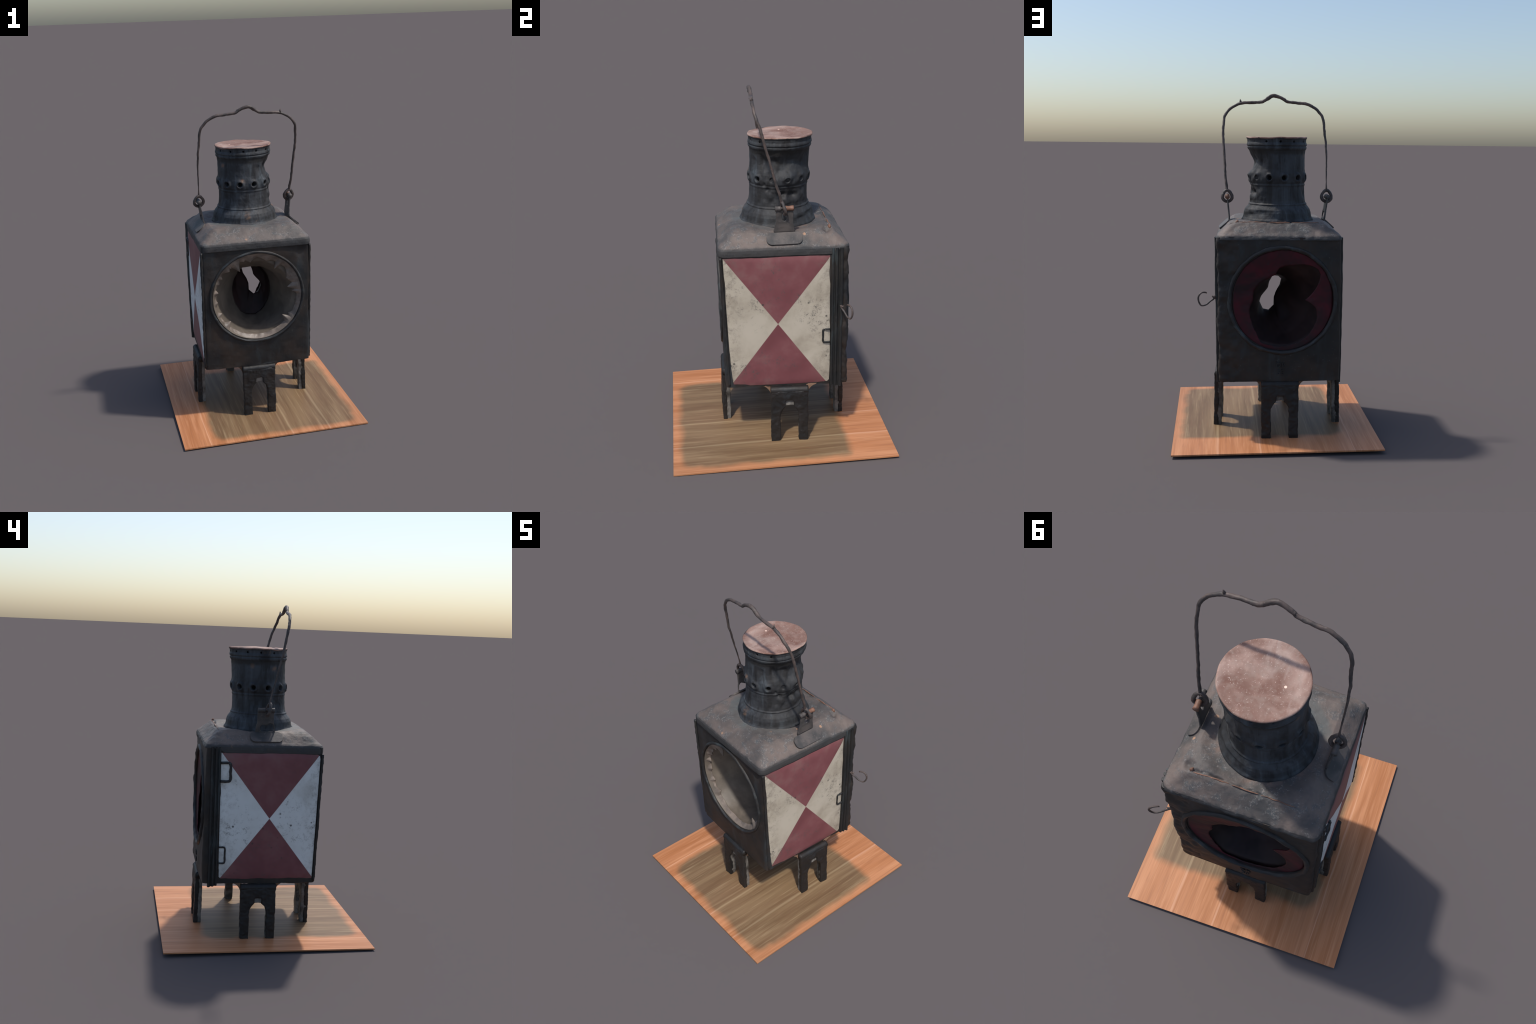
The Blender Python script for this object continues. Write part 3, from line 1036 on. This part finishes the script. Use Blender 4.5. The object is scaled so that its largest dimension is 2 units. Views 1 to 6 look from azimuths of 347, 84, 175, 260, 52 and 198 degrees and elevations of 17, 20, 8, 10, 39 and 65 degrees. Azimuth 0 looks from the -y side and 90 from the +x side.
def bracket(side):
    if side > 0:
        yc, xb, xt = 0.030, 0.262, 0.276
    else:
        yc, xb, xt = 0.035, -0.300, -0.3215
    # oblong foot lying on the roof slope
    xo, xi = (0.318, 0.262) if side > 0 else (-0.352, -0.296)
    zo, zi = (1.197, 1.246) if side > 0 else (1.201, 1.251)
    d = Vector((xi - xo, 0, zi - zo))
    nrm = Vector((side * abs(d.z), 0, abs(d.x))).normalized()
    o = Vector((xo, yc, zo))
    Ld = d.length
    d.normalize()
    poly_plate("bracket_foot", rrect(-0.096, 0.096, 0.0, Ld, 0.030), None,
               lambda u, v, w: o + Vector((0, u, 0)) + d * v + nrm * (w + 0.002), 0.009, M_BRACKET)
    # upright ear: flared sheet with a torn window, or a slot
    outer = [(-0.060, 0.0), (0.060, 0.0), (0.060, 0.012), (0.054, 0.045), (0.050, 0.060), (0.051, 0.100), (0.049, 0.140), (-0.049, 0.140), (-0.048, 0.095), (-0.049, 0.060), (-0.053, 0.045), (-0.059, 0.012)]
    if side > 0:
        hole = [(-0.012, 0.070), (0.002, 0.062), (0.012, 0.075), (0.014, 0.100), (0.006, 0.122), (-0.008, 0.122), (-0.014, 0.095)]
        outer = [(u * 0.95, v) for u, v in outer]
    else:
        hole = [(-0.052, 0.016), (-0.040, 0.008), (0.022, 0.009), (0.030, 0.020), (0.029, 0.036), (0.020, 0.046), (0.006, 0.047), (-0.001, 0.041), (-0.010, 0.047), (-0.030, 0.058), (-0.046, 0.048)]
    zb = 1.253
    yo = yc + (0.004 if side > 0 else 0.006)

    def fr(u, v, w):
        t = v / 0.14
        return Vector((lerp(xb, xt, t) + side * (w - 0.004) * 1.0, yo + u, zb + v * 1.0))
    e = poly_plate("bracket_ear", outer, hole, fr, 0.009, M_BRACKET, voxel=0.0026)
    displace(e, lambda p, n: p + n * 0.0014 * fbm(p.x, p.y, p.z, 24, 2, side))
    # rolled pivot barrel on top
    zt = 1.388
    for a, b, mt in (((-0.049, -0.020, M_BRACKET), (0.004, 0.049, M_COPPER)) if side > 0 else ((-0.049, -0.006, M_BRACKET), (0.006, 0.049, M_BRACKET))):
        P = [Vector((xt, yo + lerp(a, b, k / 8), zt)) for k in range(9)]
        tube("pivot_barrel", P, lambda t: 0.0125 + 0.002 * abs(2 * t - 1), mt, root, 14, False, 0.12, a)
    P = [Vector((xt, yo + lerp(-0.03, 0.03, k / 4), zt)) for k in range(5)]
    tube("pivot_pin", P, lambda t: 0.008, M_WIRE, root, 10)


bracket(1)
bracket(-1)

# ---- feet: arched sheet-iron brackets, one under each side
def foot_outline(notch):
    o = [(-0.105, 0.0), (-0.052, 0.0), (-0.051, 0.10), (-0.053, 0.160), (-0.050, 0.185), (-0.042, 0.205), (-0.031, 0.219), (-0.022, 0.226)]
    if notch:
        o += [(-0.022, 0.262), (0.022, 0.262)]
    else:
        o += [(-0.010, 0.229), (0.010, 0.229)]
    o += [(0.022, 0.226), (0.031, 0.219), (0.042, 0.205), (0.050, 0.185), (0.053, 0.160), (0.051, 0.10), (0.053, 0.0), (0.105, 0.0), (0.106, 0.12), (0.107, 0.324), (-0.107, 0.324), (-0.106, 0.12)]
    return o


def foot(center, along, outn, splay, seed):
    """center: (x, y) of the outer face's middle at the ground"""
    c, a, n = Vector((*center, 0.0)), Vector((*along, 0)), Vector((*outn, 0))
    zb = 0.008

    def fr(depth):
        def g(u, v, w):
            # the sheet leans a little outwards at the ground and rolls inwards at the top
            lean = splay * (1 - v / 0.335)
            return c + a * u + n * (lean - depth - w) + Vector((0, 0, zb + v))
        return g
    plate = poly_plate("foot", foot_outline(True), None, fr(0.0), 0.026, M_IRON, voxel=0.0045)
    displace(plate, lambda p, nn: p + nn * (0.0035 * fbm(p.x, p.y, p.z, 18, 3, seed) + 0.002 * fbm(p.x, p.y, p.z, 50, 2, seed)))
    back = poly_plate("foot_lining", [(u * 0.985, v) for u, v in foot_outline(False)], None, fr(0.010), 0.038, M_PALE, voxel=0.0045)
    displace(back, lambda p, nn: p + nn * (0.004 * fbm(p.x, p.y, p.z, 20, 3, seed + 5) - 0.0015))
    # rounded roll where the sheet turns under the housing
    P = [c + a * lerp(-0.107, 0.107, k / 24) + n * (-0.0215) + Vector((0, 0, 0.332)) for k in range(25)]
    tube("foot_roll", P, lambda t: 0.0220, M_IRON, root, 16, False, 0.08, seed)
    # small torn fillets where the foot meets the housing floor
    for sg in (-1, 1):
        out2 = [(0.0, 0.0), (0.0, 0.085), (0.060, 0.085)] + [(0.060 * (1 - sin(q)) + 0.003, 0.080 - 0.080 * (1 - cos(q))) for q in [radians(90 * k / 8) for k in range(1, 8)]]
        poly_plate("foot_web", out2, None,
                   lambda u, v, w: c + a * sg * (0.098 + u) + n * (-0.034 - w) + Vector((0, 0, 0.276 + v)), 0.010, M_UNDER)
    return plate


foot((-0.040, -0.317), (1.0, -0.02), (-0.02, -1.0), 0.002, 1)
foot((0.347, 0.046), (0.06, 1.0), (1.0, -0.06), 0.004, 2)
foot((-0.020, 0.405), (-1.0, 0.02), (0.02, 1.0), 0.004, 3)
foot((-0.398, 0.056), (0.0, -1.0), (-1.0, 0.0), 0.008, 4)

# pale torn lining under the floor
rings = []
for d, z in ((0.012, 0.362), (0.03, 0.345), (0.10, 0.338), (0.22, 0.335)):
    ring = []
    for p in rounded_quad([Vector(b) for b in BOT], 0.03, 40, 5):
        q = RC + (p - RC) * (1 - d / 0.33)
        ring.append(Vector((q.x, q.y, z + 0.006 * fbm(q.x, q.y, 0, 12, 3, 4))))
    rings.append(ring)
v, f = rings_mesh(rings, True, False, True)
make_obj("floor_plate", v, f, M_UNDER, root)

# ---- wire hook at the rear right edge
hb = Vector((0.352, 0.335, 0.832))
hd = Vector((0.090, 0.040, 0))
HK = [(-0.06, 0.012), (0.02, -0.002), (0.25, -0.016), (0.52, -0.035), (0.80, -0.038), (0.95, -0.022), (1.02, 0.002), (0.96, 0.024), (0.80, 0.036), (0.58, 0.036), (0.50, 0.031)]
P = catmull([hb + hd * s + Vector((0, 0, z)) for s, z in HK], 7)
tube("wire_hook", P, lambda t: interp([(0, 0.008), (0.12, 0.0055), (0.4, 0.0042), (0.75, 0.0055), (1, 0.0035)], t), M_WIRE, root, 9, False, 0.35, 2)
P = [hb + Vector((-0.01, 0, 0)), hb + Vector((0.006, 0.003, 0.004)), hb + Vector((0.014, 0.006, 0.014))]
tube("hook_stub", P, lambda t: 0.008 * (1 - 0.5 * t), M_WIRE, root, 8, False, 0.4, 4)
